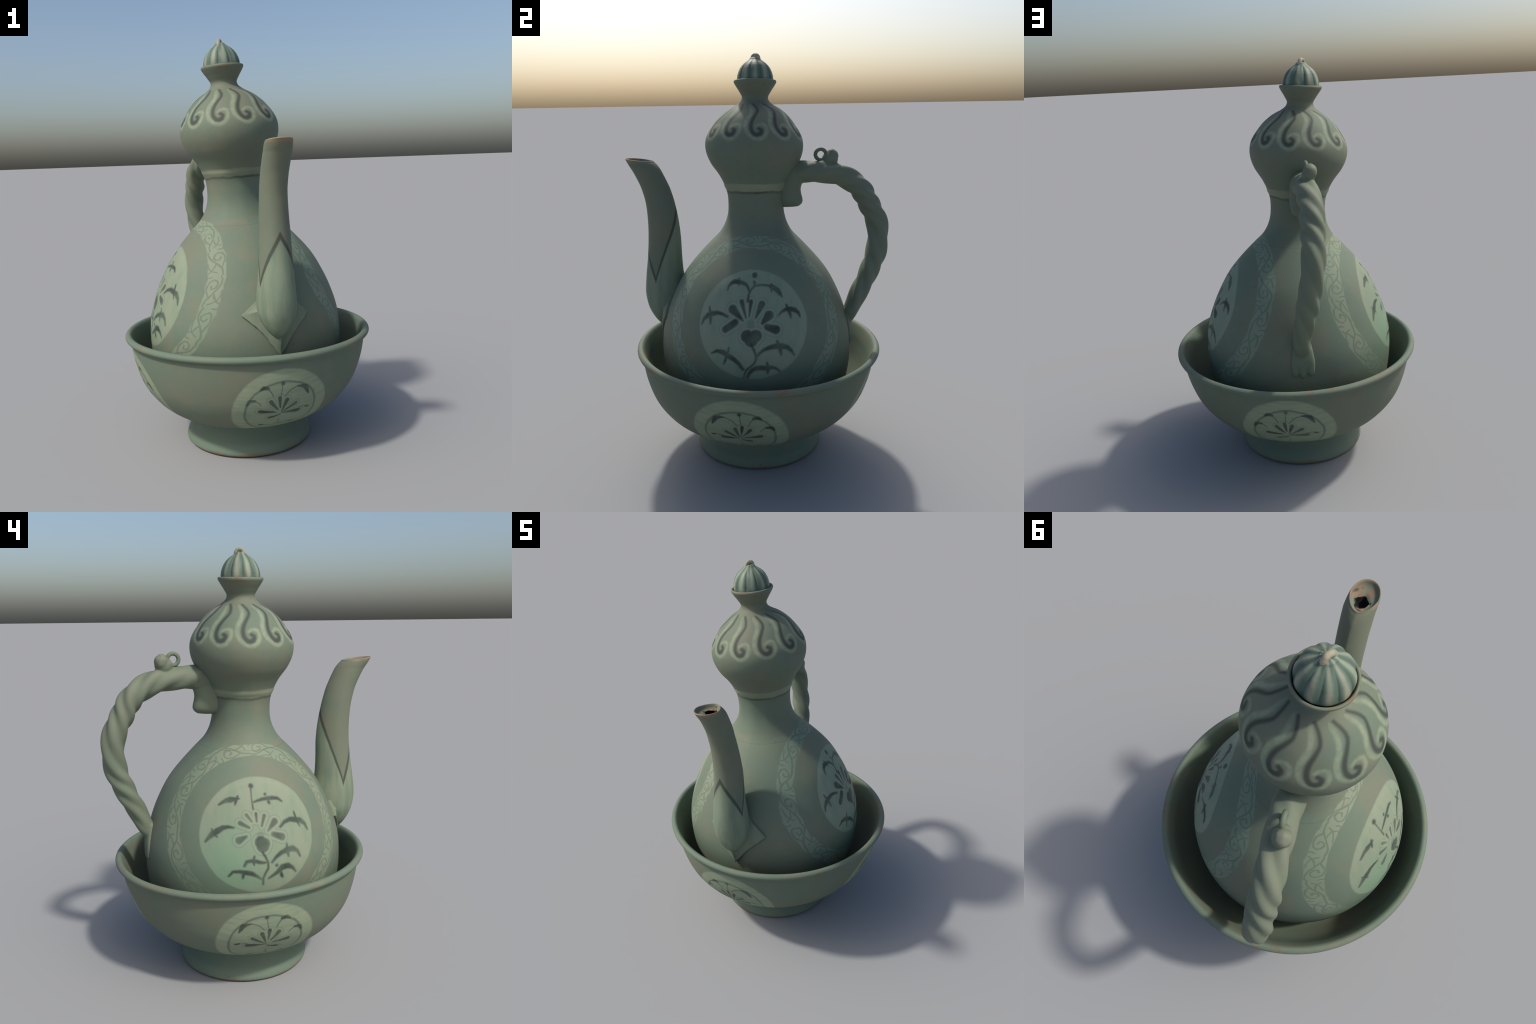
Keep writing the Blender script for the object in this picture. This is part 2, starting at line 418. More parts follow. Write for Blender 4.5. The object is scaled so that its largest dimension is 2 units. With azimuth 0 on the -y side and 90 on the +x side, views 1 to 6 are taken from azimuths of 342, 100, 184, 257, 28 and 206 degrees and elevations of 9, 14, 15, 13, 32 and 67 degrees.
WHORL_DARK = [(171.0, .276, 1.752), (178.5, .247, 1.740), (180.6, .213, 1.72), (176.4, .185, 1.699), (171.8, .152, 1.674),
              (170.4, .118, 1.646), (172.2, .093, 1.623), (176.4, .077, 1.608), (181.3, .082, 1.613), (183.1, .099, 1.629), (180.1, .108, 1.637)]
WHORL_PALE = [(163.0, .268, 1.748), (169.4, .217, 1.723), (168.0, .185, 1.699), (163.9, .152, 1.674), (163.1, .121, 1.649),
              (166.1, .089, 1.62), (172.1, .069, 1.600), (178.8, .059, 1.590), (185.9, .071, 1.603), (189.6, .102, 1.632),
              (187.5, .130, 1.658), (180.4, .130, 1.658), (177.0, .120, 1.650)]
def bulb_material(name):
    N = Nodes(name)
    col = glaze(N, .35, 5.0)
    # coordinates about the leaning axis of the upper bulb
    c, e, t = axis_frame(1.53)
    d = N.v("SUBTRACT", N.P, tuple(c))
    X = N.v("DOT_PRODUCT", d, tuple(e)); H = N.v("DOT_PRODUCT", d, tuple(t)); Y = N.sep(d)[1]
    r = N.m("SQRT", N.m("ADD", N.m("MULTIPLY", X, X), N.m("MULTIPLY", Y, Y)))
    n = 11.0
    cell = math.radians(176.4)
    jit = N.m("MULTIPLY", N.m("SUBTRACT", N.noise(4.0, 2.0), .5), .16)
    a = N.m("MULTIPLY", N.m("SUBTRACT", N.m("ADD", N.m("ARCTAN2", Y, X), N.m("MULTIPLY", jit, .5)), cell), n / TAU)
    f = N.m("MULTIPLY", N.m("SUBTRACT", a, N.m("ROUND", a)), TAU / n)
    xx = N.m("MULTIPLY", f, r)
    yy = N.m("ADD", N.m("MULTIPLY", N.m("ARCTAN2", H, r), .235), N.m("MULTIPLY", jit, .06))
    p = N.comb(xx, yy, 0.0)
    def path(w):
        return [(math.radians(th - 176.4) * float(body_radius(h)), y) for th, y, h in w]
    W = N.stroke(p, N.m("ADD", 1.0, 0.0), path(WHORL_PALE), .0085, .0060, .0100, smooth=2.0)
    W2 = N.m("ADD", W, N.m("MULTIPLY", N.m("SUBTRACT", N.noise(30.0, 3.0), .5), .006))
    streak = N.noise(40.0, 3.0)
    palec = N.mix(N.step(streak, .35, .7), (.230, .264, .182), (.178, .226, .154))
    fade = N.step(yy, .20, .285, .9, .45)
    col = N.mix(N.m("MULTIPLY", N.step(W2, -.007, .0065, 1.0, 0.0), fade), col, palec)
    K = N.stroke(p, N.m("ADD", 1.0, 0.0), path(WHORL_DARK[:9]), .0060, .0110, .0092, smooth=2.2)
    K = N.stroke(p, K, path(WHORL_DARK[8:]), .0110, .0085, smooth=2.0)
    col = N.mix(N.m("MULTIPLY", N.step(K, -.007, .006, 1.0, 0.0), .92), col, (.045, .053, .043))
    return N.finish(col)

def mouth_material(name):
    N = Nodes(name)
    col = glaze(N, .25, 9.0)
    wear = N.m("MULTIPLY", N.step(N.noise(16.0, 3.0), .56, .68), N.step(N.sep(N.P)[2], 1.835, 1.855))
    col = N.mix(N.m("MULTIPLY", wear, .5), col, RUST)
    return N.finish(col)

def spout_material(name):
    N = Nodes(name)
    col = glaze(N, .30, 12.0)
    s = N.sep(N.P)
    ys = N.lin(s[2], .8, 1.3, -.487, -.470)
    ph = N.m("DIVIDE", N.m("ABSOLUTE", N.m("ARCTAN2", N.m("ADD", s[0], .010), N.m("SUBTRACT", ys, s[1]))), math.pi)
    # leaf outline: high at the front, low at the sides, high again behind
    g = N.m("ABSOLUTE", N.m("SUBTRACT", ph, .42))
    z1 = N.m("MULTIPLY_ADD", N.m("POWER", N.m("DIVIDE", g, .42), .85), .215, .885)
    z2 = N.m("MULTIPLY_ADD", N.m("POWER", N.m("DIVIDE", g, .58), .80), .365, .885)
    back = N.m("GREATER_THAN", ph, .42)
    zl = N.m("ADD", N.m("MULTIPLY", z1, N.m("SUBTRACT", 1.0, back)), N.m("MULTIPLY", z2, back))
    dz = N.m("ADD", N.m("SUBTRACT", s[2], zl), N.m("MULTIPLY", N.m("SUBTRACT", N.noise(12.0, 2.0), .5), .02))
    below = N.step(dz, -.02, .0, 1.0, 0.0)
    streak = N.noise(10.0, 3.0, stretch=(3.0, 3.0, .5))
    leaf = N.mix(N.step(streak, .35, .7), (.205, .245, .168), (.145, .200, .140))
    col = N.mix(N.m("MULTIPLY", below, .8), col, leaf)
    line = N.step(N.m("ABSOLUTE", dz), .009, .024, 1.0, 0.0)
    col = N.mix(N.m("MULTIPLY", line, .85), col, (.045, .050, .038))
    # bare worn clay at the lip
    lip = N.m("MULTIPLY", N.step(s[2], 1.478, 1.492), N.step(N.noise(18.0, 2.0), .45, .6))
    col = N.mix(N.m("MULTIPLY", lip, .7), col, (.26, .18, .115))
    return N.finish(col)

def spout_inside_material(name):
    N = Nodes(name)
    n = N.noise(22.0, 3.0)
    col = N.mix(N.step(n, .46, .62), (.150, .165, .116), (.225, .150, .095))
    col = N.mix(N.step(N.noise(15.0, 2.0, N.v("ADD", N.P, (3.0, 0, 0))), .56, .64), col, (.07, .06, .045))
    return N.finish(col, .8)

def flat_material(name, c, rough=.8):
    N = Nodes(name)
    n = N.noise(30.0, 3.0)
    return N.finish(N.mix(N.lin(n, .3, .7, 0, 1), tuple(a * .85 for a in c), tuple(a * 1.15 for a in c)), rough)

def calyx_material(name):
    N = Nodes(name)
    col = glaze(N, .5, 15.0)
    streak = N.noise(8.0, 3.0, stretch=(2.5, 2.5, .8))
    col = N.mix(N.step(streak, .3, .75, .15, .75), col, (.205, .240, .160))
    return N.finish(col)

def handle_material(name):
    N = Nodes(name)
    col = glaze(N, .45, 20.0)
    geo = N.t.nodes.new("ShaderNodeNewGeometry")
    crest = N.step(geo.outputs["Pointiness"], .47, .54)
    col = N.mix(N.m("MULTIPLY", crest, .5), N.mix(.5, col, (.112, .155, .105)), (.190, .190, .140))
    return N.finish(col)

LID_C = np.array([-.0835, .003, 1.868])
RIBS = 10
RIB_PHASE = math.radians(12)
def lid_material(name):
    N = Nodes(name)
    d = N.v("SUBTRACT", N.P, tuple(LID_C)); s = N.sep(d)
    th = N.m("ARCTAN2", s[1], s[0])
    th = N.m("ADD", th, N.m("MULTIPLY", N.m("SUBTRACT", N.noise(9.0, 2.0), .5), .22))
    w = N.m("COSINE", N.m("MULTIPLY", N.m("SUBTRACT", th, RIB_PHASE), float(RIBS)))
    streak = N.noise(45.0, 4.0, stretch=(1, 1, .35))
    w = N.m("ADD", w, N.m("MULTIPLY", N.m("SUBTRACT", streak, .5), 1.0))
    col = N.mix(N.step(w, -.9, .15), (.080, .118, .090), (.122, .168, .126))
    col = N.mix(N.step(w, .05, .95), col, (.208, .248, .180))
    peach = N.m("MULTIPLY", N.step(w, .55, 1.0), N.step(N.noise(7.0, 2.0), .45, .62))
    col = N.mix(N.m("MULTIPLY", peach, .7), col, (.30, .255, .180))
    return N.finish(col, .55, .3)

def lid_loop_material(name):
    N = Nodes(name)
    n = N.noise(28.0, 3.0)
    col = N.mix(N.step(n, .38, .62), (.22, .24, .17), (.46, .36, .25))
    return N.finish(col, .6)

# ------------------------------------------------------------ bowl material
BOWL_TH = {0: 1.3, 1: 87.0, -1: -91.0, 2: 180.5}
BFLOWER = dict(
    heart=[((.012, -.052), .016), ((.036, -.048), .013), ((.018, .038), .014)],
    petals=[([(-.022, .090), (-.008, .062)], .0095, .005), ([(.016, .101), (.015, .070)], .0085, .004),
            ([(.060, .082), (.040, .058)], .010, .005), ([(.110, .020), (.068, .024)], .011, .007),
            ([(-.074, .060), (-.022, .050)], .009, .006), ([(-.098, -.002), (-.060, .010)], .013, .009),
            ([(.074, -.040), (.048, -.046)], .009, .008)],
    sprays=[([(.003, .160)], .0085, .0085, None), ([(.005, .150), (.010, .112)], .0015, .001, None),
            ([(.046, .106), (.056, .124), (.070, .139)], .0015, .0015, None), ([(.070, .141), (.088, .143), (.106, .130)], .007, .004, .008),
            ([(.106, .062), (.114, .072), (.126, .078)], .0012, .0015, None), ([(.128, .080), (.150, .074), (.164, .048)], .005, .004, .008),
            ([(-.010, .107), (-.035, .128), (-.062, .136)], .0012, .0015, None), ([(-.066, .137), (-.100, .128), (-.126, .086)], .003, .004, .010),
            ([(-.100, .018), (-.118, .022)], .0012, .0015, None), ([(-.122, .020), (-.149, -.004)], .004, .007, None),
            ([(.006, -.080), (.004, -.105), (.030, -.125), (.062, -.116)], .0015, .0015, None), ([(.064, -.116), (.100, -.096)], .007, .005, None),
            ([(.004, -.105), (-.026, -.122), (-.048, -.112)], .0015, .0015, None), ([(-.048, -.110), (-.090, -.108)], .004, .006, None)])
def flatten(F, depth):
    def f(p):
        L = math.hypot(*p); k = math.sqrt(max(L * L - depth * depth, 1e-5)) / L
        return (p[0] * k, p[1] * k)
    return dict(heart=[(f(c), r) for c, r in F['heart']], petals=[([f(q) for q in p], a, b) for p, a, b in F['petals']],
                sprays=[([f(q) for q in p], a, b, c) for p, a, b, c in F['sprays']])

def bowl_material(name):
    N = Nodes(name)
    col = glaze(N, .55, 30.0)
    s = N.sep(N.P)
    x = N.m("ADD", s[0], .006); y = N.m("SUBTRACT", s[1], .008)
    th = N.m("MULTIPLY", N.m("ARCTAN2", y, x), 180 / math.pi)
    k = N.m("ABSOLUTE", N.m("ROUND", N.m("DIVIDE", th, 90.0)))
    kk = N.m("ROUND", N.m("DIVIDE", th, 90.0))
    off = N.m("ADD", N.m("MULTIPLY", N.m("COMPARE", kk, 0.0, .1), BOWL_TH[0]), N.m("MULTIPLY", N.m("COMPARE", kk, 1.0, .1), BOWL_TH[1] - 90))
    off = N.m("ADD", off, N.m("MULTIPLY", N.m("COMPARE", kk, -1.0, .1), BOWL_TH[-1] + 90))
    off = N.m("ADD", off, N.m("MULTIPLY", N.m("COMPARE", k, 2.0, .1), .5))
    a = N.m("MULTIPLY", N.m("SUBTRACT", N.m("SUBTRACT", th, N.m("MULTIPLY", kk, 90.0)), off), math.pi / 180)
    r = N.m("SQRT", N.m("ADD", N.m("MULTIPLY", x, x), N.m("MULTIPLY", y, y)))
    t = N.m("MULTIPLY", r, N.m("SINE", a))
    rad = N.m("SUBTRACT", N.m("MULTIPLY", r, N.m("COSINE", a)), .47)
    dz = N.m("SUBTRACT", s[2], .335)
    rho = N.m("SQRT", N.m("ADD", N.m("MULTIPLY", t, t), N.m("ADD", N.m("MULTIPLY", rad, rad), N.m("MULTIPLY", dz, dz))))
    m = N.m("ADD", N.m("MULTIPLY", rad, .62), N.m("MULTIPLY", dz, .78))
    flip = N.m("MULTIPLY_ADD", N.m("COMPARE", k, 1.0, .1), -2.0, 1.0)      # every other flower is mirrored
    lean = N.m("MULTIPLY", N.m("SUBTRACT", k, .8), .06)
    q = N.v("NORMALIZE", N.comb(N.m("MULTIPLY", N.m("ADD", t, N.m("MULTIPLY", m, lean)), flip), m, 0.0))
    p = N.v("SCALE", q, scale=chord(N, rho, .050))
    wob = N.m("SUBTRACT", N.noise(11.0, 3.0), .5)
    rw = N.m("MULTIPLY_ADD", wob, .010, rho)
    disc = N.step(rw, .215, .226, 1.0, 0.0)
    brush = N.noise(9.0, 4.0, p, stretch=(1.0, 7.0, 1.0))
    pale = N.mix(N.step(brush, .35, .7), (.245, .282, .190), (.190, .245, .168))
    inner = N.step(rw, .158, .166, 1.0, 0.0)
    pale = N.mix(N.m("MULTIPLY", inner, .35), pale, (.175, .230, .160))
    ring = N.step(N.m("ABSOLUTE", N.m("SUBTRACT", N.m("MULTIPLY_ADD", wob, .006, rw), .1685)), .002, .0075, 1.0, 0.0)
    pale = N.mix(N.m("MULTIPLY", ring, .8), pale, (.092, .124, .090))
    D, S = flower_fields(N, p, flatten(BFLOWER, .050))
    outline = N.step(N.m("ABSOLUTE", N.m("SUBTRACT", D, .010)), .0008, .0040, .28, 0.0)
    pale = N.mix(outline, pale, tuple(v * .62 for v in GREEN))
    vary = N.lin(N.noise(16.0, 3.0), .3, .7, .6, 1.0)
    ink = N.m("MULTIPLY", N.step(N.m("MINIMUM", D, S), -.003, .0038, 1.0, 0.0), vary)
    pale = N.mix(ink, pale, INK)
    col = N.mix(disc, col, pale)
    return N.finish(col)

def rim_material(name):
    N = Nodes(name)
    col = glaze(N, .55, 31.0)
    s = N.sep(N.P)
    wear = N.m("MULTIPLY", N.step(N.noise(5.0, 3.0, stretch=(1, 1, 3)), .60, .68), N.step(N.noise(30.0, 2.0), .35, .6))
    wear = N.m("MULTIPLY", wear, N.step(N.v("LENGTH", N.v("MULTIPLY", N.P, (1, 1, 0))), .602, .612))
    col = N.mix(N.m("MULTIPLY", wear, .6), col, RUST)
    return N.finish(col)

def foot_material(name):
    N = Nodes(name)
    col = glaze(N, .75, 34.0)
    col = N.mix(.2, col, TEAL)
    z = N.sep(N.P)[2]
    zz = N.m("ADD", z, N.m("MULTIPLY", N.m("SUBTRACT", N.noise(7.0, 4.0), .5), .07))
    bare = N.m("MULTIPLY", N.step(zz, .008, .024, 1.0, 0.0), N.step(z, .0, .05, 1.0, 0.0))
    col = N.mix(N.m("MULTIPLY", bare, .8), col, (.150, .088, .052))
    spots = N.m("MULTIPLY", N.step(N.voronoi(32.0), .12, .2, 1.0, 0.0), N.m("MULTIPLY", N.step(N.noise(5.0, 2.0), .56, .62), N.step(z, .03, .08, 1.0, 0.0)))
    col = N.mix(N.m("MULTIPLY", spots, .5), col, (.11, .070, .048))
    return N.finish(col)

# ================================================================ THE EWER
EW_BASE = (0.0, AX_Y, .237)
ewer = thing("celadon_ewer", EW_BASE, "gourd-shaped celadon wine ewer with spout, twisted handle and inlaid flowers", "ewer")
ID4 = Matrix.Identity(4)
EW_M = Matrix.Translation(EW_BASE)

def build_body():
    cols = 224
    hs = np.concatenate([np.linspace(.242, 1.14, 128), np.linspace(1.14, 1.36, 40)[1:], np.linspace(1.36, 1.772, 80)[1:], np.linspace(1.772, 1.860, 28)[1:]])
    prof = [(.237, 0.0), (.237, .15), (.237, .31), (.2375, .355)] + [(h, float(body_radius(h))) for h in hs]
    prof += [(1.8660, .1038), (1.8705, .1022), (1.8725, .0985), (1.8715, .0950), (1.866, .0920), (1.855, .0880), (1.835, .0760), (1.81, .062), (1.79, .052), (1.72, .05), (1.70, .0)]
    verts = []; region_row = []
    for h, r in prof:
        c, e, t = axis_frame(h)
        for j in range(cols):
            th = TAU * j / cols
            rr = r
            if .3 < h < 1.75 and r > .1:   # hand-thrown unevenness, a millimetre or two
                q = Vector((math.cos(th) * 1.3, math.sin(th) * 1.3, h * 2.2))
                rr += .0022 * mnoise.noise(q * 1.7)
                if 1.335 < h < 1.395:
                    rr += .0032 * math.exp(-((h - 1.364) / .011) ** 2)
            verts.append(c + rr * (math.cos(th) * e + math.sin(th) * np.array([0, 1, 0])))
    rows = len(prof)
    faces = grid_faces(rows, cols)
    region = []; fmat = []
    seen_top = next(i for i, pr in enumerate(prof) if pr[0] > 1.8724)
    for i in range(rows - 1):
        hm = (prof[i][0] + prof[i+1][0]) / 2
        g = 3 if i >= seen_top else (0 if hm < 1.14 else 1 if hm < 1.397 else 2 if hm < 1.768 else 3)
        for j in range(cols):
            region.append(g)
            fmat.append(1 if (g == 0 and math.cos(TAU * (j + .5) / cols) < 0) else 0)
    mats = [[belly_material("inlaid_glaze_east", FLOWER_EAST, 1.0), belly_material("inlaid_glaze_west", FLOWER_WEST, 2.0)],
            [neck_material("neck_glaze")], [bulb_material("whorl_glaze")], [mouth_material("mouth_glaze")]]
    parts = split_regions(["belly", "neck", "upper_bulb", "mouth"], verts, faces, mats, region, fmat)
    for o in parts.values():
        attach(o, ewer, EW_M)
build_body()

def build_spout():
    # front edge, back edge (y, z) and half width of each section, tip first
    sec = [((-.659, 1.5005), (-.508, 1.485), .057), ((-.654, 1.4935), (-.495, 1.473), .0595),
           ((-.641, 1.472), (-.479, 1.453), .0610), ((-.622, 1.444), (-.464, 1.425), .0615), ((-.599, 1.400), (-.445, 1.385), .0610),
           ((-.579, 1.352), (-.4285, 1.345), .0605), ((-.561, 1.278), (-.4085, 1.272), .0610), ((-.554, 1.190), (-.3925, 1.185), .0645),
           ((-.555, 1.101), (-.3845, 1.10), .0690), ((-.564, 1.004), (-.3835, 1.01), .0740), ((-.577, .918), (-.380, .93), .0790),
           ((-.586, .838), (-.370, .87), .0850), ((-.585, .792), (-.365, .84), .0880), ((-.574, .738), (-.365, .80), .0880),
           ((-.556, .697), (-.37, .76), .0790), ((-.533, .660), (-.38, .72), .0590), ((-.508, .632), (-.40, .68), .030)]
    n_sec = 150; cols = 72
    par = np.linspace(0, len(sec) - 1, n_sec)
    idx = np.arange(len(sec))
    fy = spline(idx, [s[0][0] for s in sec], par); fz = spline(idx, [s[0][1] for s in sec], par)
    by = spline(idx, [s[1][0] for s in sec], par); bz = spline(idx, [s[1][1] for s in sec], par)
    hw = spline(idx, [s[2] for s in sec], par)
    # the spout's middle line leans a little in x
    def cx(z): return float(np.interp(z, [.6, .85, 1.1, 1.3, 1.45, 1.5], [-.006, -.011, -.007, -.014, -.012, -.017]))
    def ring(F, B, w, scale=1.0, drop=0.0):
        F = np.array(F); B = np.array(B); mid = (F + B) / 2; half = (F - B) / 2 * scale
        out = []
        for j in range(cols):
            a = TAU * j / cols
            ca, sa = math.cos(a), math.sin(a)
            # slightly squarish oval
            k = (abs(ca) ** 2.1 + abs(sa) ** 2.1) ** (-1 / 2.1) * (1 - .10 * max(0.0, -ca) * abs(sa) * 2)
            yz = mid + half * ca * k
            z = yz[1] - drop
            out.append((cx(z) + w * scale * sa * k, yz[0], z))
        return out
    verts = []
    for i in range(n_sec):
        verts += ring((fy[i], fz[i]), (by[i], bz[i]), hw[i])
    faces = grid_faces(n_sec, cols)
    sp = make_mesh("spout", verts, faces, [spout_material("spout_glaze")])
    # mouth of the spout: a rounded lip, a hollow and a closed pit for the pouring hole, its shade painted near-black
    v2 = []
    T, Bk = (-.659, 1.5005), (-.508, 1.485)
    for sc, dr in [(1.0, 0.0), (.985, -.0025), (.955, -.004), (.92, -.0025), (.885, .003), (.84, .008), (.78, .013), (.66, .017), (.52, .019)]:
        v2 += ring(T, Bk, .057, sc, dr)
    hole = []
    base_rows = 9
    mid = np.array([(T[0] + Bk[0]) / 2 + .018, (T[1] + Bk[1]) / 2])
    for k, (rr, dr) in enumerate([(.029, .020), (.0275, .025), (.025, .055), (.0005, .058)]):
        for j in range(cols):
            a = TAU * j / cols
            wob = 1 + .08 * math.cos(5 * a + .6)
            v2.append((cx(1.46) + rr * .95 * math.sin(a) * wob, mid[0] - rr * 1.15 * math.cos(a) * wob, mid[1] - dr))
    rows = base_rows + 4
    f2 = grid_faces(rows, cols)
    fm = [0 if i < 4 * cols else (1 if i < (base_rows) * cols else 2) for i in range(len(f2))]
    mouth = make_mesh("spout_mouth", v2, f2, [sp.data.materials[0], spout_inside_material("spout_bare_clay"), flat_material("pouring_hole_painted_shade", (.012, .011, .012))], True, None, fm)  # last material: near-black colour stands in for the shade down the hole
    attach(sp, ewer, EW_M)
    mouth.parent = sp

    # diamond-shaped leaf collar where the spout grows out of the belly
    corner = [(-.003, .553), (.152, .722), (.0, .90), (-.158, .737)]
    nt, nr = 160, 26
    cen = np.array([-.006, .765])
    vv = []
    for i in range(nr + 3):
        t = min(1.0, i / (nr - 1))
        for j in range(nt):
            u = j / nt * 4; k = int(u) % 4; f = u - int(u)
            A = np.array(corner[k]); B = np.array(corner[(k + 1) % 4])
            edge = A * (1 - f) + B * f
            # edges bow in a little between the corners
            bow = .012 * math.sin(math.pi * f)
            edge = edge + (cen - edge) / np.linalg.norm(cen - edge) * bow
            edge = edge + .003 * mnoise.noise(Vector((j * .22, 1.3, 0))) * (cen - edge) / .15
            pos = cen + (edge - cen) * (.12 + .88 * t)
            dirn = (edge - cen) / np.linalg.norm(edge - cen)
            keel = math.exp(-((math.atan2(dirn[0], -dirn[1])) / .60) ** 2)
            lift = .014 + (.062 * (1 - t) ** 2.1) * (1 - keel) + keel * .100 * (1 - t) ** 1.6
            if i == nr: lift = .009
            if i == nr + 1: lift = .004
            if i == nr + 2: lift = -.012
            if i >= nr: pos = cen + (edge - cen) * (1.008 if i == nr else 1.0)
            P, n = body_front(pos[0], pos[1], -1, lift)
            vv.append(P)
    ff = grid_faces(nr + 3, nt)
    col = make_mesh("leaf_collar", vv, [f[::-1] for f in ff], [calyx_material("leaf_collar_glaze")])
    attach(col, ewer, EW_M)
build_spout()

HANDLE = [(-0.0620, 0.1000, 1.4360, 0.0550), (-0.0720, 0.1700, 1.4340, 0.0540), (-0.0800, 0.2400, 1.4320, 0.0535), (-0.0880, 0.3020, 1.4315, 0.0530), (-0.0960, 0.3650, 1.4270, 0.0530),
          (-0.1075, 0.4300, 1.4080, 0.0535), (-0.1215, 0.5000, 1.3640, 0.0535), (-0.1235, 0.5310, 1.3270, 0.0535), (-0.1245, 0.5580, 1.2770, 0.0535),
          (-0.1245, 0.5840, 1.2260, 0.0530), (-0.1225, 0.6040, 1.1690, 0.0525), (-0.1175, 0.6080, 1.1160, 0.0520), (-0.1105, 0.6050, 1.0600, 0.0515),
          (-0.1015, 0.5950, 1.0080, 0.0510), (-0.0925, 0.5780, 0.9590, 0.0500), (-0.0815, 0.5530, 0.8960, 0.0480), (-0.0685, 0.5260, 0.8380, 0.0450),
          (-0.0585, 0.4980, 0.7750, 0.0410), (-0.0535, 0.4790, 0.7320, 0.0400), (-0.0520, 0.4520, 0.6900, 0.0360)]
def build_handle():
    n, cols = 420, 96
    C = curve_points(HANDLE, n)
    P, R = C[:, :3], C[:, 3] * 1.03
    T = np.gradient(P, axis=0); T /= np.linalg.norm(T, axis=1)[:, None]
    L = np.concatenate([[0], np.cumsum(np.linalg.norm(np.diff(P, axis=0), axis=1))])
    strands, pitch = 4, .45
    verts = []
    for i in range(n):
        t = T[i]
        e1 = np.array([1.0, 0, 0]) - t * t[0]; e1 /= np.linalg.norm(e1)
        e2 = np.cross(t, e1)
        s = L[i]
        tw = -TAU * s / pitch + .45 * math.sin(s * 7) + .25 * math.sin(s * 17 + 1)
        amp = .10 * min(1, max(0.0, (s - .17) / .12)) * min(1, max(.15, (L[-1] - s) / .12))
        amp = max(amp, .045 if s < .30 else 0)
        for j in range(cols):
            a = TAU * j / cols
            c = math.cos(strands * (a - tw))
            lobe = .6 * (.5 + .5 * c) + .4 * math.sqrt(.5 + .5 * c)      # round strands, soft valleys
            q = Vector((math.cos(a) * 2, math.sin(a) * 2, s * 14))
            r = R[i] * (1.0 - amp * 1.45 + amp * 1.75 * lobe + .06 * mnoise.noise(q * .6))
            verts.append(P[i] + r * (math.cos(a) * e1 + math.sin(a) * e2))
    faces = grid_faces(n, cols)
    faces.append(tuple(range(cols))[::-1]); faces.append(tuple(range((n - 1) * cols, n * cols)))
    return make_mesh("handle_rope", verts, [f[::-1] for f in faces], [HMAT])
HMAT = handle_material("handle_glaze")

def loft(name, rings, mat, cap=True):
    cols = len(rings[0]); verts = [p for r in rings for p in r]
    faces = grid_faces(len(rings), cols)
    if cap:
        faces.append(tuple(range(cols))[::-1]); k = (len(rings) - 1) * cols
        faces.append(tuple(range(k, k + cols)))
    return make_mesh(name, verts, faces, [mat])

def torus(name, centre, axis, R, r, mat, squash=1.0, nu=64, nv=24, rot=0.0):
    ax = Vector(axis).normalized(); up = Vector((0, 0, 1)); u = (up - ax * up.dot(ax)).normalized(); w = ax.cross(u)
    verts = []
    for i in range(nu):
        a = TAU * i / nu; d = math.cos(a) * u + math.sin(a) * w
        for j in range(nv):
            b = TAU * j / nv
            verts.append(tuple(Vector(centre) + d * (R + r * math.cos(b)) + ax * (r * squash * math.sin(b))))
    faces = []
    for i in range(nu):
        for j in range(nv):
            k = (i + 1) % nu; l = (j + 1) % nv
            faces.append((i*nv + j, i*nv + l, k*nv + l, k*nv + j))
    return make_mesh(name, verts, faces, [mat])

def blob(name, centre, radii, mat, rot=Matrix.Identity(3), nu=48, nv=28, bump=0.0):
    verts = []
    for i in range(nv + 1):
        p = math.pi * i / nv
        for j in range(nu):
            a = TAU * j / nu
            v = Vector((math.sin(p) * math.cos(a), math.sin(p) * math.sin(a), math.cos(p)))
            k = 1 + bump * mnoise.noise(v * 1.6)
            v = rot @ Vector((v.x * radii[0] * k, v.y * radii[1] * k, v.z * radii[2] * k))
            verts.append(tuple(Vector(centre) + v))
    return make_mesh(name, verts, [f[::-1] for f in grid_faces(nv + 1, nu)], [mat])

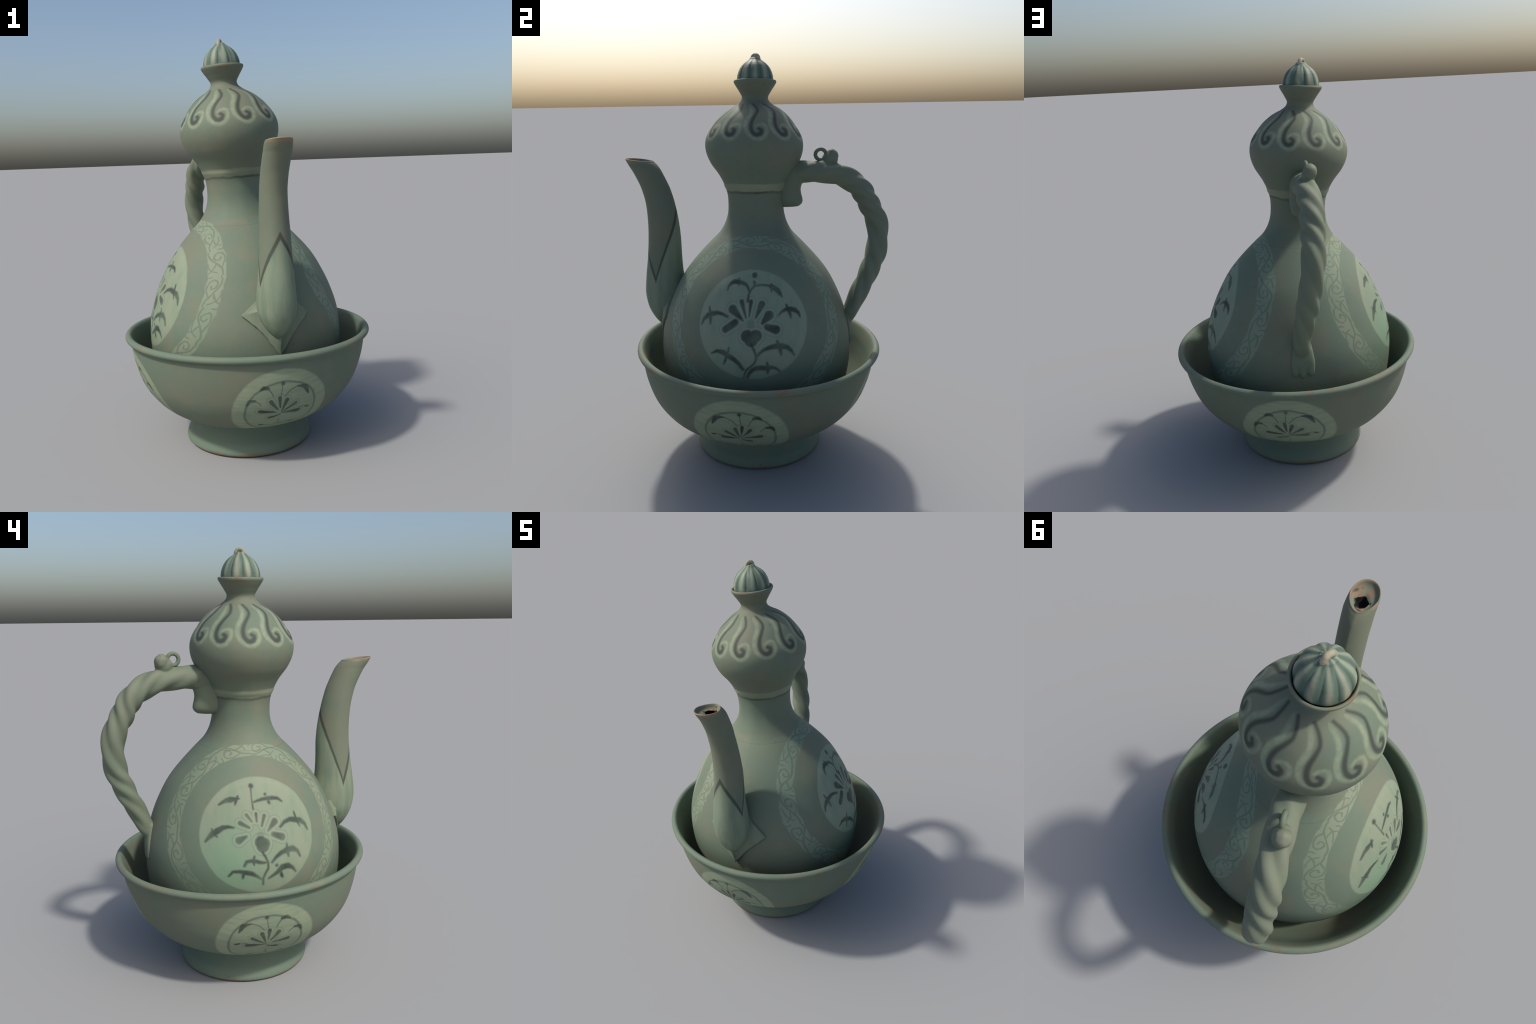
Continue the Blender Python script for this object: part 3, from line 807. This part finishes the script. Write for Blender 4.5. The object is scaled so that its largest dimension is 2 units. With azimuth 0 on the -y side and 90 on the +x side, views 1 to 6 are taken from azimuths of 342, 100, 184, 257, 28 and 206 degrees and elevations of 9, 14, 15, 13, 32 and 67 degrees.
def build_handle_parts():
    lumps = [build_handle()]
    # bracket: the flange that hangs from the handle onto the neck
    rings = []
    spec = [(1.258, .178, .012), (1.261, .206, .024), (1.268, .222, .037), (1.280, .2335, .048), (1.300, .235, .056), (1.325, .2285, .060),
            (1.350, .226, .062), (1.375, .232, .062), (1.40, .238, .060), (1.43, .235, .056), (1.46, .225, .048), (1.475, .21, .036)]
    zs = np.linspace(spec[0][0], spec[-1][0], 44)
    yo = spline([s[0] for s in spec], [s[1] for s in spec], zs); wx = spline([s[0] for s in spec], [s[2] for s in spec], zs)
    for z, y1, w in zip(zs, yo, wx):
        y0 = .06; r = []
        for j in range(56):
            a = TAU * j / 56; ca, sa = math.cos(a), math.sin(a)
            k = (abs(ca) ** 2.4 + abs(sa) ** 2.4) ** (-1 / 2.4)
            r.append((-.064 + .88 * w * ca * k, (y0 + y1) / 2 + (y1 - y0) / 2 * sa * k, z))
        rings.append(r)
    b = loft("handle_bracket", rings, HMAT)
    lumps.append(b)
    # cord ring and bud on top of the handle
    g = torus("cord_ring", (-.099, .3215, 1.5150), (1, .16, 0), .0258, .0092, HMAT)
    k = blob("bud", (-.118, .375, 1.507), (.0315, .031, .0355), HMAT, bump=.10)
    lumps.append(k)
    s = blob("bud_saddle", (-.110, .364, 1.490), (.031, .041, .036), HMAT, bump=.06)
    lumps.append(s)
    # root of the handle: three tongues pressed onto the belly
    rings = []
    for i in range(36):           # flat strap under the tongues
        f = i / 35
        z = .752 + (.595 - .752) * f
        P, nn = body_front(-.054, z, 1, 0)
        side = np.array([1.0, 0, 0]) - nn * nn[0]; side /= np.linalg.norm(side)
        ww = .026 + .030 * min(1, f * 1.5)
        thick = .015 * math.sin(math.pi * (.08 + .9 * f)) ** .7
        rings.append([tuple(P + nn * (thick * math.sin(TAU * j / 40)) + side * (ww * math.cos(TAU * j / 40))) for j in range(40)])
    lumps.append(loft("handle_root", rings, HMAT))
    for x0, zb, w, x1 in [(-.018, .566, .0215, -.036), (-.053, .560, .0215, -.054), (-.091, .570, .0225, -.073)]:
        rings = []
        for i in range(40):
            f = i / 39
            z = .745 + (zb - .745) * f
            x = x1 + (x0 - x1) * min(1, f * 1.6)
            end = math.sqrt(max(0.0, 1 - max(0, (f - .86) / .14) ** 2))
            P, nn = body_front(x, z, 1, 0)
            ww = w * (.75 + .25 * math.sin(math.pi * min(1, f * 1.1))) * max(.05, end)
            thick = (.0145 - .006 * f) * max(.05, end)
            side = np.array([1.0, 0, 0]) - nn * nn[0]; side /= np.linalg.norm(side)
            rings.append([tuple(P + nn * (thick * math.sin(TAU * j / 28)) + side * (ww * math.cos(TAU * j / 28))) for j in range(28)])
        o = loft("handle_tongue", rings, HMAT)
        lumps.append(o)
    # melt the lumps into one skin, then cut it by region into named parts
    verts = []; faces = []
    for o in lumps:
        k0 = len(verts)
        verts += [tuple(v.co) for v in o.data.vertices]
        faces += [tuple(k0 + i for i in p.vertices) for p in o.data.polygons]
        bpy.data.objects.remove(o, do_unlink=True)
    raw = make_mesh("raw_handle", verts, faces, [HMAT])
    m = raw.modifiers.new("melt", "REMESH"); m.mode = "VOXEL"; m.voxel_size = .0042
    m = raw.modifiers.new("soften", "SMOOTH"); m.factor = .5; m.iterations = 9
    me = raw.evaluated_get(bpy.context.evaluated_depsgraph_get()).to_mesh()
    verts = [np.array(v.co) for v in me.vertices]; faces = [tuple(p.vertices) for p in me.polygons]
    bpy.data.objects.remove(raw, do_unlink=True)
    region = []
    for f in faces:
        c = sum(verts[i] for i in f) / len(f)
        region.append(1 if (c[2] < 1.372 and c[1] < .27 and c[2] > 1.2) else 2 if (c[2] > 1.488 and c[1] > .30) else 3 if c[2] < .735 else 0)
    parts = split_regions(["handle", "handle_bracket", "bud", "handle_root"], verts, faces, [[HMAT]] * 4, region)
    handle = parts["handle"]
    attach(handle, ewer, EW_M)
    for nm in ("handle_bracket", "bud", "handle_root"):
        attach(parts[nm], handle, ID4)
    attach(g, handle, ID4)
build_handle_parts()

# ============================================================== THE STOPPER
LID_M = Matrix.Translation(tuple(LID_C))
stopper = thing("stopper", tuple(LID_C), "small ribbed melon-shaped celadon stopper with a loop on top", "stopper")
def build_lid():
    c0, e, t = axis_frame(1.95)
    prof = [(-.075, .0), (-.075, .036), (-.06, .042), (-.012, .060), (-.006, .086), (.0, .0885), (.012, .0880), (.026, .0862), (.042, .0815), (.058, .0742), (.072, .0645),
            (.083, .0535), (.091, .0430), (.097, .0345), (.102, .0285), (.108, .0240), (.1115, .018), (.1125, .0)]
    dense = []
    for (h0, r0), (h1, r1) in zip(prof, prof[1:]):
        for f in (0, .34, .67): dense.append((h0 + (h1 - h0) * f, r0 + (r1 - r0) * f))
    dense.append(prof[-1])
    cols = 240; verts = []
    for h, r in dense:
        amp = 0.0 if h < -.004 else .060 * min(1, (h + .006) / .02) * min(1, max(0, (.112 - h) / .03))
        for j in range(cols):
            th = TAU * j / cols
            w = abs(math.cos(RIBS * (th - RIB_PHASE) / 2))
            rr = r * (1 - amp * .95 + amp * 1.25 * (1 - (1 - w) ** 1.5))
            verts.append(LID_C + h * t + rr * (math.cos(th) * e + math.sin(th) * np.array([0, 1, 0])))
    dome = make_mesh("stopper_dome", verts, grid_faces(len(dense), cols), [lid_material("stopper_glaze")])
    attach(dome, stopper, LID_M)
    a = math.radians(63)   # direction of the loop seen from above
    d = Vector((math.cos(a), math.sin(a), 0)); axis = Vector((-d.y, d.x, 0))
    ctr = Vector(tuple(LID_C + .1035 * t)) + Vector((-.001, .002, 0))
    loop = torus("stopper_loop", tuple(ctr), axis, .0182, .0103, lid_loop_material("stopper_loop_glaze"), 1.05)
    attach(loop, stopper, LID_M)
build_lid()

# ================================================================= THE BOWL
bowl = thing("footed_bowl", (0, 0, 0), "round celadon bowl with rolled rim, high foot and flower medallions", "bowl")
BOWL_M = Matrix.Identity(4)
def build_bowl():
    cols = 224
    foot = [(.0, .275), (.0, .300), (.003, .314), (.008, .3215), (.016, .3235), (.03, .3200), (.05, .3120), (.08, .2890), (.108, .2740), (.128, .2690), (.140, .274)]
    wall = [(.147, .288), (.153, .309), (.162, .341), (.174, .373), (.187, .4025), (.206, .433), (.236, .471), (.27, .5020), (.33, .5420), (.40, .5690), (.47, .5865), (.515, .5935), (.535, .5965)]
    rim = [(.538, .599), (.542, .606), (.548, .6155), (.5565, .6215), (.565, .6205), (.5715, .6155), (.5755, .608), (.5755, .600), (.571, .593), (.562, .587)]
    inner = [(.546, .5805), (.52, .5715), (.47, .5590), (.40, .5360), (.34, .5020), (.298, .469), (.268, .432), (.248, .38), (.238, .30), (.235, .15), (.234, .0)]
    under = [(.06, .0), (.06, .15), (.055, .235), (.03, .255), (.005, .262)]
    ctrl = under + foot + wall + rim + inner
    seg = [4] * len(under) + [0] * len(foot) + [1] * len(wall) + [2] * len(rim) + [3] * len(inner)
    p = np.array(ctrl)
    s = np.concatenate([[0], np.cumsum(np.linalg.norm(np.diff(p, axis=0), axis=1))])
    q = []; g = []
    for i in range(len(p) - 1):
        k = max(2, int((s[i+1] - s[i]) / .007))
        for f in np.arange(k) / k:
            q.append(s[i] + (s[i+1] - s[i]) * f); g.append(seg[i] if seg[i] == seg[i+1] else max(seg[i], seg[i+1]) if seg[i] != 4 else 0)
    q.append(s[-1])
    hh = np.maximum(0, spline(s, p[:, 0], q)); rr = np.maximum(0, spline(s, p[:, 1], q))
    verts = []
    for h, r in zip(hh, rr):
        u = h / .566
        cx = float(np.interp(u, [0, .2, .45, .8, 1], [-.016, -.011, -.004, -.001, -.001])); cy = float(np.interp(u, [0, .2, .45, .8, 1], [.0025, .002, .004, .009, .0125]))
        for j in range(cols):
            th = TAU * j / cols
            n = mnoise.noise(Vector((math.cos(th) * 1.5, math.sin(th) * 1.5, h * 3))) * .0022 * u
            x = (r * (1 + .0025 * u) + n) * math.cos(th); y = (r * (1 - .0055 * u) + n) * math.sin(th)
            verts.append((cx + x, cy + y, h - u * u * (.0085 * x + .020 * y)))
    faces = grid_faces(len(q), cols)
    region = []
    for i in range(len(q) - 1):
        region += [{4: 0, 0: 0, 1: 1, 2: 2, 3: 3}[g[i]]] * cols
    mats = [[foot_material("foot_glaze")], [bowl_material("bowl_inlaid_glaze")], [rim_material("rim_glaze")], [plain_material("bowl_inside_glaze", .6, 33.0)]]
    for o in split_regions(["foot_ring", "bowl_wall", "rim", "bowl_inside"], verts, faces, mats, region).values():
        attach(o, bowl, BOWL_M)
build_bowl()
